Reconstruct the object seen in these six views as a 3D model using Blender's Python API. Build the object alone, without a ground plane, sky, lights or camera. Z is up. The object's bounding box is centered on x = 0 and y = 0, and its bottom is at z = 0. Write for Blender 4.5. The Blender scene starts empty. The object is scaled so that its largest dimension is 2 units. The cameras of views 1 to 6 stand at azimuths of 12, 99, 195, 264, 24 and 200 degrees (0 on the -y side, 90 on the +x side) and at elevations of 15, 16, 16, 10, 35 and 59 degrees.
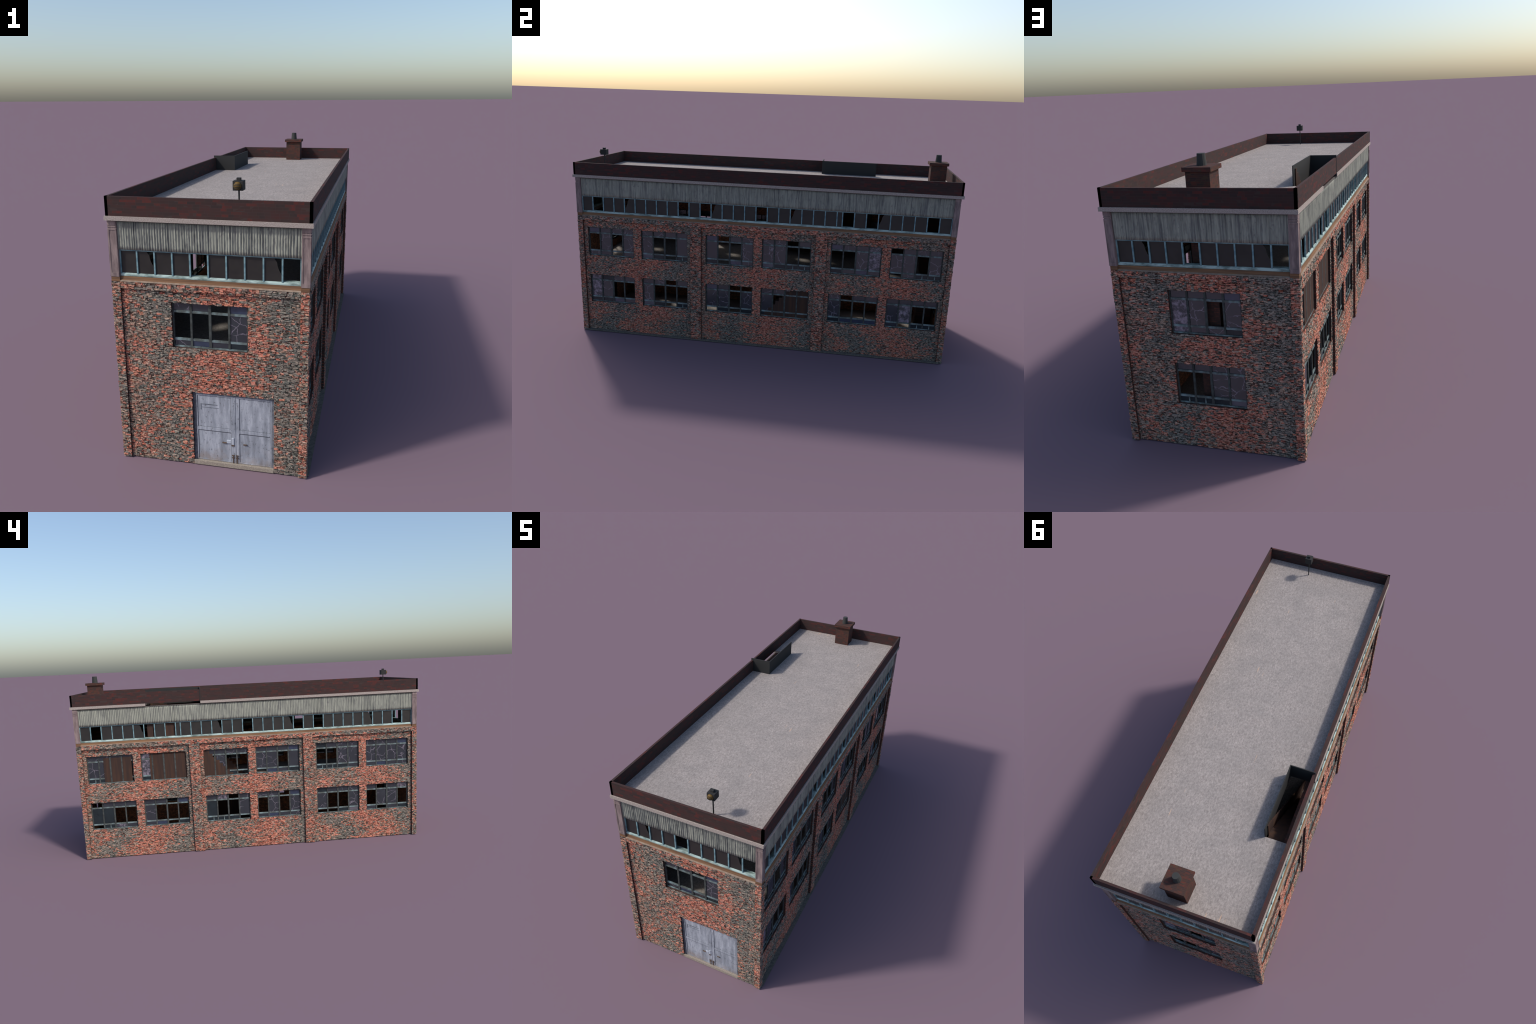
"""Derelict two-storey brick factory: brick bays, clerestory band, parapet roof with
chimney, roof hatch and horn lamp.  Metres, z up, everything built from rules."""
import bpy, bmesh, math, random
import numpy as np
from mathutils import Vector

# ------------------------------------------------------------------ dimensions
PIER = {"front": 0.9897, "back": 0.9887, "left": 0.3315, "right": 0.3285}   # outer planes of the corner piers
FACE = {"front": 0.9895, "back": 0.9885, "left": 0.3313, "right": 0.3283}   # head band and pilaster faces
BAY = {"front": 0.9820, "back": 0.9788, "left": 0.3195, "right": 0.3150}    # brick panels between them
Z_HEAD0, Z_HEAD1 = 0.638, 0.661    # brick head band
Z_BEAM1 = 0.678                # top of the brown beam
Z_SILL = 0.687                 # bottom of the clerestory glazing
Z_GLASS1 = 0.769               # top of the glazing, bottom of the corrugated sheet
Z_COR0, Z_ROOF = 0.867, 0.881  # cornice slab
Z_FLOOR = 0.3965               # upper floor
Z_PAR = 0.945                  # parapet top
WIN_W, WIN_Z = 0.258, ((0.438, 0.597), (0.169, 0.328))
WALL_IN = 0.032                # inner wall face, behind the pilaster plane
SIDE_WINDOWS = (-0.8105, -0.509, -0.1513, 0.1513, 0.509, 0.8105)
DOOR_U, DOOR_Z = (-0.068, 0.2155), (0.0155, 0.279)

rng = np.random.default_rng(7)

# ------------------------------------------------------------------ mesh helpers
class Builder:
    """Collects faces in plain lists, then makes one mesh object."""
    def __init__(self):
        self.v, self.f, self.m = [], [], []

    def quad(self, pts, mat=0):
        n = len(self.v)
        self.v.extend(pts)
        self.f.append(tuple(range(n, n + len(pts))))
        self.m.append(mat)

    def box(self, x0, x1, y0, y1, z0, z1, mat=0):
        n = len(self.v)
        self.v.extend([(x0, y0, z0), (x1, y0, z0), (x1, y1, z0), (x0, y1, z0),
                       (x0, y0, z1), (x1, y0, z1), (x1, y1, z1), (x0, y1, z1)])
        for q in ((3, 2, 1, 0), (4, 5, 6, 7), (0, 1, 5, 4), (1, 2, 6, 5), (2, 3, 7, 6), (3, 0, 4, 7)):
            self.f.append(tuple(n + i for i in q))
            self.m.append(mat)

    def cells(self, xs, ys, zs, solid, mat=0, back=None):
        """Boxes between breakpoints, only outer faces, no inner walls."""
        nx, ny, nz = len(xs) - 1, len(ys) - 1, len(zs) - 1
        on = {}
        for i in range(nx):
            for j in range(ny):
                for k in range(nz):
                    on[i, j, k] = solid((xs[i] + xs[i + 1]) / 2, (ys[j] + ys[j + 1]) / 2, (zs[k] + zs[k + 1]) / 2)
        for (i, j, k), s in on.items():
            if not s:
                continue
            x0, x1, y0, y1, z0, z1 = xs[i], xs[i + 1], ys[j], ys[j + 1], zs[k], zs[k + 1]
            faces = {(-1, 0, 0): [(x0, y0, z0), (x0, y0, z1), (x0, y1, z1), (x0, y1, z0)],
                     (1, 0, 0): [(x1, y0, z0), (x1, y1, z0), (x1, y1, z1), (x1, y0, z1)],
                     (0, -1, 0): [(x0, y0, z0), (x1, y0, z0), (x1, y0, z1), (x0, y0, z1)],
                     (0, 1, 0): [(x0, y1, z0), (x0, y1, z1), (x1, y1, z1), (x1, y1, z0)],
                     (0, 0, -1): [(x0, y0, z0), (x0, y1, z0), (x1, y1, z0), (x1, y0, z0)],
                     (0, 0, 1): [(x0, y0, z1), (x1, y0, z1), (x1, y1, z1), (x0, y1, z1)]}
            for (a, b, c), pts in faces.items():
                if not on.get((i + a, j + b, k + c), False):
                    self.quad(pts, back if back is not None and b > 0 else mat)

    def prism(self, outline, u0, u1, mats):
        """Profile of (out, z) points extruded along u (local x); out is towards -y."""
        n = len(outline)
        for i in range(n):
            (a, za), (b, zb) = outline[i], outline[(i + 1) % n]
            self.quad([(u0, -a, za), (u1, -a, za), (u1, -b, zb), (u0, -b, zb)],
                      mats[i] if isinstance(mats, (list, tuple)) else mats)
        self.quad([(u0, -a, z) for a, z in outline][::-1], 0)
        self.quad([(u1, -a, z) for a, z in outline], 0)

    def frustum(self, cx, cy, z0, z1, r0, r1, n=16, mat=0):
        k = len(self.v)
        for z, r in ((z0, r0), (z1, r1)):
            for i in range(n):
                a = 2 * math.pi * i / n
                self.v.append((cx + r * math.cos(a), cy + r * math.sin(a), z))
        for i in range(n):
            j = (i + 1) % n
            self.f.append((k + i, k + j, k + n + j, k + n + i)); self.m.append(mat)
        self.f.append(tuple(k + n + i for i in range(n))); self.m.append(mat)
        self.f.append(tuple(k + i for i in range(n))[::-1]); self.m.append(mat)

    def welded(self, name, mats):
        """Mesh with the cell faces merged into whole flat faces."""
        me = self.mesh(name, mats)
        bm = bmesh.new()
        bm.from_mesh(me)
        bmesh.ops.remove_doubles(bm, verts=bm.verts, dist=1e-6)
        bmesh.ops.dissolve_limit(bm, angle_limit=0.01, verts=bm.verts, edges=bm.edges, delimit={"MATERIAL"})
        bm.to_mesh(me)
        bm.free()
        return me

    def mesh(self, name, mats, smooth=False):
        me = bpy.data.meshes.new(name)
        me.from_pydata(self.v, [], self.f)
        for m in mats:
            me.materials.append(m)
        me.polygons.foreach_set("material_index", self.m)
        if smooth:
            me.polygons.foreach_set("use_smooth", [True] * len(self.f))
        me.update()
        return me


def add(name, mesh, parent, rot=0.0, loc=(0, 0, 0), bevel=0.0):
    ob = bpy.data.objects.new(name, mesh)
    bpy.context.scene.collection.objects.link(ob)
    ob.parent = parent
    ob.location = loc
    ob.rotation_euler = (0, 0, rot)
    if bevel:
        b = ob.modifiers.new("edge", "BEVEL")
        b.width, b.segments, b.limit_method = bevel, 1, "ANGLE"
    return ob

# ------------------------------------------------------------------ material helpers
def srgb(r, g, b):
    f = lambda c: c / 12.92 if c <= 0.04045 else ((c + 0.055) / 1.055) ** 2.4
    return (f(r / 255), f(g / 255), f(b / 255), 1.0)


class Mat:
    def __init__(self, name, rough=0.9, spec=0.2):
        self.mat = bpy.data.materials.new(name)
        self.mat.use_nodes = True
        self.nt = self.mat.node_tree
        self.bsdf = self.nt.nodes["Principled BSDF"]
        self.bsdf.inputs["Roughness"].default_value = rough
        self.bsdf.inputs["Specular IOR Level"].default_value = spec

    def n(self, kind, **kw):
        nd = self.nt.nodes.new("ShaderNode" + kind)
        for k, v in kw.items():
            if k in nd.inputs:
                nd.inputs[k].default_value = v
            else:
                setattr(nd, k, v)
        return nd

    def link(self, a, b):
        self.nt.links.new(a, b)

    def coords(self, scale=(1, 1, 1), shift=None):
        tc = self.n("TexCoord")
        mp = self.n("Mapping")
        mp.inputs["Scale"].default_value = scale
        self.link(tc.outputs["Object"], mp.inputs["Vector"])
        if shift is not None:
            self.link(shift, mp.inputs["Location"])
        return mp.outputs["Vector"]

    def noise(self, vec, scale, detail=3.0, rough=0.6, distort=0.0):
        nd = self.n("TexNoise", Scale=scale, Detail=detail, Roughness=rough, Distortion=distort)
        self.link(vec, nd.inputs["Vector"])
        return nd.outputs["Fac"]

    def ramp(self, fac, stops, interp="LINEAR"):
        nd = self.n("ValToRGB")
        cr = nd.color_ramp
        cr.interpolation = interp
        while len(cr.elements) < len(stops):
            cr.elements.new(0.5)
        for e, (p, c) in zip(cr.elements, stops):
            e.position, e.color = p, (c if isinstance(c, tuple) else (c, c, c, 1))
        self.link(fac, nd.inputs["Fac"])
        return nd.outputs["Color"]

    def mix(self, fac, a, b, mode="MIX"):
        nd = self.n("Mix", data_type="RGBA", blend_type=mode)
        for sock, val in ((nd.inputs[0], fac), (nd.inputs[6], a), (nd.inputs[7], b)):
            if isinstance(val, (int, float, tuple)):
                sock.default_value = val
            else:
                self.link(val, sock)
        return nd.outputs[2]

    def base(self, col):
        if isinstance(col, tuple):
            self.bsdf.inputs["Base Color"].default_value = col
        else:
            self.link(col, self.bsdf.inputs["Base Color"])
        return self

    def bump(self, height, dist=0.001, strength=0.5):
        nd = self.n("Bump", Distance=dist, Strength=strength)
        self.link(height, nd.inputs["Height"])
        self.link(nd.outputs["Normal"], self.bsdf.inputs["Normal"])

# ------------------------------------------------------------------ materials
def brick_material(name, palette, pit=0.5):
    """Old weathered brick: every brick its own colour, mottled, chipped and pitted."""
    m = Mat(name, rough=0.95, spec=0.1)
    island = m.n("NewGeometry").outputs["Random Per Island"]
    k = len(palette)
    col = m.ramp(island, [(i / k, c) for i, c in enumerate(palette)], "CONSTANT")
    # second colour picked by a blotchy noise, so that one brick is never of one colour
    mott = m.noise(m.coords((0.8, 0.8, 1.7)), 120, 3, 0.8)
    alt = m.ramp(m.noise(m.coords((0.8, 0.8, 1.9)), 150, 2, 0.6), [(0.34 + 0.32 * i / k, c) for i, c in enumerate(palette[::-1])], "CONSTANT")
    col = m.mix(m.ramp(mott, [(0.43, 0.0), (0.53, 0.9)]), col, alt)
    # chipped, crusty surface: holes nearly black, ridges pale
    crust = m.noise(m.coords((0.42, 0.42, 1.55)), 220, 3, 0.62, 0.3)
    col = m.mix(1.0, col, m.ramp(crust, [(0.35, 0.09), (0.425, 0.30), (0.48, 0.78), (0.56, 1.0)]), "MULTIPLY")
    col = m.mix(m.ramp(crust, [(0.56, 0.0), (0.68, pit)]), col, srgb(226, 196, 174))
    m.base(col)
    m.bump(crust, 0.0014, 0.5)
    return m.mat


RED = [srgb(206, 118, 98), srgb(194, 130, 112), srgb(214, 124, 98), srgb(172, 120, 106), srgb(202, 120, 106), srgb(150, 124, 112),
       srgb(214, 140, 112), srgb(146, 104, 96), srgb(190, 148, 122), srgb(182, 112, 98), srgb(196, 112, 92)]
GRAY = [srgb(130, 124, 116), srgb(112, 115, 108), srgb(138, 127, 119), srgb(108, 106, 102), srgb(142, 133, 122), srgb(102, 110, 104),
        srgb(148, 132, 122), srgb(118, 114, 110), srgb(112, 118, 112)]
MIXED = [srgb(184, 124, 108), srgb(126, 124, 114), srgb(164, 136, 120), srgb(106, 112, 104), srgb(190, 130, 112), srgb(138, 130, 116),
         srgb(120, 108, 104), srgb(174, 146, 124), srgb(114, 122, 114), srgb(146, 110, 100)]
m_red = brick_material("red_brick", RED)
m_gray = brick_material("weathered_gray_brick", GRAY, 0.45)
m_mixed = brick_material("mixed_brick", MIXED, 0.6)


def masonry_material(name, c1, c2, mortar, dirty):
    m = Mat(name, 0.95, 0.1)
    tc = m.n("TexCoord")
    sep = m.n("SeparateXYZ"); m.link(tc.outputs["Object"], sep.inputs[0])
    com = m.n("CombineXYZ"); m.link(sep.outputs["X"], com.inputs["X"]); m.link(sep.outputs["Z"], com.inputs["Y"])
    br = m.n("TexBrick", Scale=1.0)
    br.inputs["Color1"].default_value = c1
    br.inputs["Color2"].default_value = c2
    br.inputs["Mortar"].default_value = mortar
    br.inputs["Mortar Size"].default_value = 0.0008
    br.inputs["Brick Width"].default_value = 0.02
    br.inputs["Row Height"].default_value = 0.0068
    m.link(com.outputs[0], br.inputs["Vector"])
    dirt = m.noise(tc.outputs["Object"], 90, 3)
    m.base(m.mix(m.ramp(dirt, [(0.4, 0.6), (0.6, 0.0)]), br.outputs["Color"], dirty))
    return m.mat


m_masonry = masonry_material("dark_masonry", srgb(96, 60, 52), srgb(66, 50, 46), srgb(62, 54, 50), srgb(52, 46, 44))
m_return = masonry_material("dark_red_brick_return", srgb(132, 76, 64), srgb(84, 58, 52), srgb(66, 56, 52), srgb(58, 46, 44))
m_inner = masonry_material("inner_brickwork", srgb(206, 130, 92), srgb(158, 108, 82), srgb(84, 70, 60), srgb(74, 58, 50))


def parapet_material(name, palette, mortar=None):
    m = Mat(name, 0.85, 0.2)
    island = m.n("NewGeometry").outputs["Random Per Island"]
    col = m.ramp(island, [(i / len(palette), c) for i, c in enumerate(palette)], "CONSTANT")
    vec = m.coords()
    col = m.mix(m.ramp(m.noise(vec, 55, 3), [(0.42, 0.55), (0.6, 0.0)]), col, srgb(58, 46, 44))
    m.base(col)
    m.bump(m.noise(vec, 400), 0.0004, 0.25)
    return m.mat


m_parapet = parapet_material("parapet_brick", [srgb(64, 42, 41), srgb(57, 42, 41), srgb(68, 41, 40),
                             srgb(54, 43, 42), srgb(64, 43, 42), srgb(82, 42, 39), srgb(60, 43, 42), srgb(52, 42, 42)])
m_chimney = parapet_material("chimney_brick", [srgb(80, 47, 42), srgb(64, 46, 45), srgb(90, 48, 42),
                             srgb(70, 48, 44), srgb(84, 50, 43), srgb(60, 45, 45)])


def plain(name, col, rough=0.8, spec=0.3, metal=0.0, vary=None, vscale=60, lo=0.4, hi=0.6, stretch=(1, 1, 1), bump=0.0):
    m = Mat(name, rough, spec)
    m.bsdf.inputs["Metallic"].default_value = metal
    if vary is None:
        m.base(col)
    else:
        f = m.noise(m.coords(stretch), vscale, 4, 0.65)
        m.base(m.ramp(f, [(lo, col), (hi, vary)]))
        if bump:
            m.bump(f, bump, 0.5)
    return m.mat


m_parmortar = plain("parapet_mortar", srgb(66, 55, 53), 0.9, 0.1)
m_chmortar = plain("chimney_mortar", srgb(76, 60, 50), 0.9, 0.1)
m_black_corner = plain("overlap_black", (0.0008, 0.0008, 0.0008, 1), 1.0, 0.0)  # black of overlapping coplanar faces put into the colour, no real coating
m_concrete = plain("cornice_concrete", srgb(138, 128, 122), 0.95, 0.1, vary=srgb(168, 158, 152), vscale=330, bump=0.0005)
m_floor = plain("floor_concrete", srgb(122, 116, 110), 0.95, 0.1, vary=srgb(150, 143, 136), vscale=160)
m_plinth = plain("plinth_concrete", srgb(88, 86, 82), 0.95, 0.1, vary=srgb(108, 104, 98), vscale=120)
m_step = plain("step_concrete", srgb(128, 120, 110), 0.95, 0.1, vary=srgb(158, 148, 136), vscale=380)
m_pink = plain("painted_stone", srgb(112, 98, 98), 0.9, 0.15, vary=srgb(142, 126, 124), vscale=70, stretch=(1, 1, 0.22), lo=0.38, hi=0.62)
m_beam = plain("brown_steel_beam", srgb(98, 74, 58), 0.8, 0.2, vary=srgb(128, 96, 70), vscale=45, stretch=(0.15, 1, 4), lo=0.36, hi=0.64)
m_ledge = plain("beam_ledge_cement", srgb(124, 108, 96), 0.9, 0.1, vary=srgb(142, 126, 112), vscale=60)
m_dark = plain("black_metal", srgb(42, 42, 42), 0.75, 0.3)
m_pot = plain("chimney_pot_clay", srgb(54, 55, 54), 0.8, 0.3)
m_wood = plain("brown_boards", srgb(57, 44, 40), 0.85, 0.2, vary=srgb(74, 53, 42), vscale=55, stretch=(1, 1, 0.08), lo=0.42, hi=0.66)
m_frame = plain("window_frame_paint", srgb(54, 57, 56), 0.75, 0.2, vary=srgb(74, 79, 78), vscale=40)
m_bar = plain("glazing_bar_paint", srgb(78, 84, 82), 0.7, 0.3, vary=srgb(124, 144, 147), vscale=24, lo=0.44, hi=0.66)
m_teal = plain("pale_blue_paint", srgb(92, 122, 132), 0.7, 0.25, vary=srgb(132, 162, 166), vscale=30)
m_sill = plain("sill_paint", srgb(92, 108, 104), 0.75, 0.2, vary=srgb(164, 184, 180), vscale=16, stretch=(1, 3, 3), lo=0.36, hi=0.58)
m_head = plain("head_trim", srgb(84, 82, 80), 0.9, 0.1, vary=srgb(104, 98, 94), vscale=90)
m_amber = plain("amber_lens", srgb(100, 76, 30), 0.55, 0.25)
m_trimdoor = plain("door_frame_paint", srgb(84, 88, 96), 0.75, 0.25, vary=srgb(116, 120, 128), vscale=40)


def roof_material():
    m = Mat("gravel_roof", 0.97, 0.08)
    v = m.coords()
    base = m.ramp(m.noise(m.coords((1.3, 0.75, 1)), 120, 5, 0.78, 0.6), [(0.32, srgb(122, 115, 112)), (0.5, srgb(150, 142, 138)), (0.68, srgb(176, 167, 162))])
    base = m.mix(m.ramp(m.noise(v, 9, 3), [(0.35, 0.35), (0.65, 0.0)]), base, srgb(126, 122, 120))
    straw = m.noise(m.coords((1.0, 0.10, 1)), 120, 1, 0.4)
    patch = m.noise(v, 6, 1)
    straw = m.mix(1.0, m.ramp(straw, [(0.75, 0.0), (0.79, 1.0)]), m.ramp(patch, [(0.52, 0.0), (0.58, 1.0)]), "MULTIPLY")
    m.base(m.mix(straw, base, srgb(186, 160, 142)))
    m.bump(m.noise(v, 260, 3, 0.7), 0.0010, 0.4)
    return m.mat


m_roof = roof_material()


def corrugated_material(name, groove_dark):
    m = Mat(name, 0.75, 0.25)
    streak = m.noise(m.coords((1, 1, 0.05)), 150, 3, 0.6)
    col = m.ramp(streak, [(0.32, srgb(98, 100, 98)), (0.48, srgb(134, 136, 127)), (0.68, srgb(154, 156, 144))])
    spots = m.noise(m.coords((1, 1, 0.6)), 95, 3, 0.6)
    col = m.mix(m.ramp(spots, [(0.30, 0.7), (0.40, 0.0)]), col, srgb(104, 102, 102))
    dark = m.ramp(m.noise(m.coords((1, 1, 0.22)), 125, 3, 0.6), [(0.40, groove_dark), (0.50, 0.0)])  # dark streaks put the sun shade of the grooves into the colour
    where = m.ramp(m.noise(m.coords((1, 1, 1)), 16, 2, 0.5), [(0.38, 0.25), (0.56, 1.0)])
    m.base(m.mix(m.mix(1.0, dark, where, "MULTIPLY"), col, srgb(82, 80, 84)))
    return m.mat


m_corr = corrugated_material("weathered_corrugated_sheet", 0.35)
m_corr_front = corrugated_material("groove_shaded_corrugated_sheet", 0.6)


def door_material():
    m = Mat("grey_blue_door_paint", 0.7, 0.3)
    run = m.noise(m.coords((1, 1, 0.18)), 60, 4, 0.65)
    col = m.ramp(run, [(0.28, srgb(116, 121, 130)), (0.5, srgb(146, 151, 161)), (0.7, srgb(174, 178, 188))])
    dirt = m.noise(m.coords((1, 1, 0.7)), 110, 4, 0.7)
    col = m.mix(m.ramp(dirt, [(0.32, 0.85), (0.42, 0.0)]), col, srgb(84, 84, 88))
    tc = m.n("TexCoord")
    sep = m.n("SeparateXYZ"); m.link(tc.outputs["Object"], sep.inputs[0])
    low = m.n("MapRange"); m.link(sep.outputs["Z"], low.inputs["Value"])
    low.inputs["From Min"].default_value, low.inputs["From Max"].default_value = 0.085, 0.02
    rust = m.mix(1.0, m.ramp(m.noise(m.coords((1, 1, 1)), 22, 3), [(0.42, 0.0), (0.62, 0.6)]), low.outputs["Result"], "MULTIPLY")
    m.base(m.mix(rust, col, srgb(136, 118, 106)))
    m.bump(dirt, 0.0008, 0.4)
    return m.mat


m_door = door_material()
m_shade_line = plain("door_shade_line", srgb(52, 54, 60), 0.9, 0.1, vary=srgb(78, 80, 88), vscale=150)
m_jamb = plain("shaded_jamb_paint", srgb(62, 64, 74), 0.85, 0.15, vary=srgb(86, 89, 98), vscale=50)  # left jamb only: its shadow is put into the paint colour
m_bolt = plain("rusty_ironwork", srgb(70, 60, 56), 0.8, 0.3, vary=srgb(96, 78, 66), vscale=120)
m_steel = plain("worn_steel", srgb(170, 176, 186), 0.5, 0.5)


def glass_material(name, tint, crack=0.0, frost=0.0, rough=0.12, ior=2.1):
    """Dirty old pane: dark, mirror-like; cracks are thin pale lines."""
    m = Mat(name, rough, 0.5)
    m.bsdf.inputs["IOR"].default_value = ior
    m.bsdf.inputs["Specular Tint"].default_value = (0.86, 0.98, 1.0, 1)
    oi = m.n("ObjectInfo")
    off = m.n("VectorMath", operation="SCALE")
    com = m.n("CombineXYZ")
    for s in ("X", "Y", "Z"):
        m.link(oi.outputs["Random"], com.inputs[s])
    m.link(com.outputs[0], off.inputs[0]); off.inputs["Scale"].default_value = 9.0
    v = m.coords((1, 1, 1), off.outputs[0])
    dirt = m.noise(v, 30, 3, 0.6)
    col = m.ramp(dirt, [(0.3, tint), (0.7, tuple(min(1, c * 1.5) for c in tint[:3]) + (1,))])
    if crack:
        vor = m.n("TexVoronoi", feature="DISTANCE_TO_EDGE", Scale=crack)
        wob = m.n("TexNoise", Scale=60.0)
        m.link(v, wob.inputs["Vector"])
        m.link(m.mix(0.012, v, wob.outputs["Color"], "ADD"), vor.inputs["Vector"])
        line = m.ramp(vor.outputs["Distance"], [(0.0, 0.85), (0.026, 0.0)])
        part = m.ramp(m.noise(v, 22, 2), [(0.38, 0.0), (0.50, 1.0)])
        line = m.mix(1.0, line, part, "MULTIPLY")
        col = m.mix(line, col, srgb(132, 124, 136))
    if frost:
        col = m.mix(m.ramp(m.noise(v, 45, 4, 0.7), [(0.45, 0.0), (0.62, frost)]), col, srgb(150, 138, 152))
    m.base(col)
    return m.mat


GLASS = {"g": glass_material("grey_glass", srgb(37, 41, 45), ior=1.95),
         "b": glass_material("blue_glass", srgb(38, 48, 66), ior=1.95),
         "d": glass_material("dark_teal_glass", srgb(28, 36, 39), ior=1.6),
         "c": glass_material("cracked_glass", srgb(37, 41, 45), crack=20, ior=1.95),
         "C": glass_material("shattered_glass", srgb(44, 43, 50), crack=44, ior=1.8, frost=0.8, rough=0.3),
         "w": glass_material("whitewashed_glass", srgb(80, 76, 84), rough=0.3, ior=1.6),
         "k": glass_material("tinted_clerestory_glass", srgb(38, 35, 33), rough=0.35, ior=1.5)}

# ------------------------------------------------------------------ the building
root = bpy.data.objects.new("factory_building", None)
bpy.context.scene.collection.objects.link(root)
root["label"] = "derelict long brick factory with broken windows and flat roof"
root["category"] = "factory building"

# Facades are built in local coordinates: x along the wall (left to right seen from
# outside), y = -out, z up; a turn about z puts them in place.
FACADES = {"front": 0.0, "right": math.pi / 2, "back": math.pi, "left": -math.pi / 2}
# which pier planes bound each facade on its own left and right
ENDS = {"front": ("left", "right"), "right": ("front", "back"), "back": ("right", "left"), "left": ("back", "front")}
PIER_IN = {"front": 0.300, "back": 0.300, "right": 0.961, "left": 0.961}   # inner edge of corner piers
MID_PIL = ((-0.360, -0.3025), (0.3025, 0.360))

# Panes, top / middle / bottom row, four columns from left to right as seen from outside.
# g grey, b blue, d dark, c cracked, C shattered, w whitewashed, h halved by a bar, m missing, o hanging open
PANES = {
    "left": (("ccgg/ccmm/hhmm", "Cmmm/Cmmm/dmmm", "ggcc/mcmm/mmdm", "gggb/ccmg/mbgd", "dgcc/mmcc/hhdg", "ccgb/cccc/gbgc"),
             ("mggg/ddmm/mhCg", "ggmb/cmmm/gbmd", "gCmc/dmmc/hhdm", "ccmb/mcmc/gbgc", "dgcc/cmmc/mmdw", "gmgC/mccm/gmgd")),
    "right": (("bgcc/mcmc/cgmg", "ccgg/cmmg/wdmh", "bmgc/gmmc/dmbc", "ccmg/ccmm/wdhh", "bccC/mmcC/dgbg", "mgcc/ccmc/mchh"),
              ("Cdcg/Ccmm/ddbg", "ccmg/cmmm/wdmh", "bgmm/ccmc/mdmd", "ccCd/cmmm/dmmm", "cmgg/cmmm/dbbb", "gggg/cCmm/gmhh")),
    "front": (("cgmb/mmmc/cbgd",), ()),
    "back": (("gggb/Ccmc/Cccd",), ("ggcc/mmcc/hhdw",)),
}
# Clerestory panes from left to right: g whole, m missing, B corner broken off, n narrow
SIDE_CL = "gmggBggggmgmBgggmggBggggnmgmBgggmg"[:33]
SIDE_CL = "gmggB" "gggg" "mgm" "B" "ggg" "m" "gg" "B" "ggg" "n" "mgm" "B" "ggg" "mg"
END_CL = "gBggmgggBm"


def windows_of(side):
    us = SIDE_WINDOWS if side in ("left", "right") else (0.0,)
    out = []
    for row, (z0, z1) in enumerate(WIN_Z):
        for u, code in zip(us, PANES[side][row]):
            out.append((u, z0, z1, code))
    return out


# ------------------------------------------------------------------ brick laying
def split_by(intervals, cut):
    res = []
    for a, b in intervals:
        if cut[1] <= a or cut[0] >= b:
            res.append((a, b))
        else:
            if cut[0] > a:
                res.append((a, cut[0]))
            if cut[1] < b:
                res.append((cut[1], b))
    return res


def lay_bricks(regions, course, length, gap, depth, jit, mat_rule, seed):
    """regions: (u0, u1, z0, z1, plane_out, holes).  Returns vertex array, faces, material ids."""
    r = np.random.default_rng(seed)
    rows = []
    for (u0, u1, z0, z1, plane, holes) in regions:
        cuts = sorted({z0, z1} | {h[2] for h in holes if z0 < h[2] < z1} | {h[3] for h in holes if z0 < h[3] < z1})
        for za, zb in zip(cuts[:-1], cuts[1:]):
            spans = [(u0, u1)]
            for h in holes:
                if h[2] < (za + zb) / 2 < h[3]:
                    spans = split_by(spans, (h[0], h[1]))
            n = max(1, round((zb - za) / course))
            hz = (zb - za) / n
            for k in range(n):
                for a, b in spans:
                    x = a
                    first = r.uniform(0.4, 1.0)
                    while x < b - 1e-6:
                        w = r.uniform(*length) * first
                        first = 1.0
                        if b - (x + w) < length[0] * 0.5:
                            w = b - x
                        rows.append((x + gap / 2, min(x + w, b) - gap / 2, za + k * hz + gap / 2, za + (k + 1) * hz - gap / 2,
                                     plane, (u0, u1, z0, z1)))
                        x += w
    n = len(rows)
    q = np.array([t[:5] for t in rows])
    if jit:
        q[:, 0] += r.normal(0, jit * 0.6, n) * 0.5
        q[:, 2] += r.normal(0, jit * 0.5, n); q[:, 3] += r.normal(0, jit * 0.5, n)
    d = r.uniform(depth[0], depth[1], n)
    dj = r.uniform(-0.25, 0.25, (n, 4)) * (depth[1] - depth[0])
    V = np.zeros((n, 8, 3))
    corner = ((0, 2), (1, 2), (1, 3), (0, 3))
    for i, (a, b) in enumerate(corner):
        V[:, i, 0], V[:, i, 1], V[:, i, 2] = q[:, a], -(q[:, 4] - 0.0012), q[:, b]
        sx, sz = (1 if a == 0 else -1), (1 if b == 2 else -1)
        ch = 0.0004 if jit else 0.0001
        V[:, 4 + i, 0] = q[:, a] + sx * ch + (r.normal(0, jit * 1.1, n) if jit else 0)
        V[:, 4 + i, 1] = -(q[:, 4] + d + dj[:, i])
        V[:, 4 + i, 2] = q[:, b] + sz * ch + (r.normal(0, jit * 0.75, n) if jit else 0)
    if jit:
        lim = np.array([t[5][:2] for t in rows])
        V[:, :, 0] = np.clip(V[:, :, 0], lim[:, 0:1] - 0.0003, lim[:, 1:2] + 0.0003)
        V[:, :, 2] = np.maximum(V[:, :, 2], 0.0003)      # nothing below the ground
    base = (np.arange(n) * 8)[:, None, None]
    F = base + np.array([(4, 5, 6, 7), (0, 1, 5, 4), (1, 2, 6, 5), (2, 3, 7, 6), (3, 0, 4, 7)])[None]
    mats = np.repeat(np.array([mat_rule(r, *t) for t in rows], dtype=np.int32), 5)
    return V.reshape(-1, 3), F.reshape(-1, 4), mats


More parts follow.
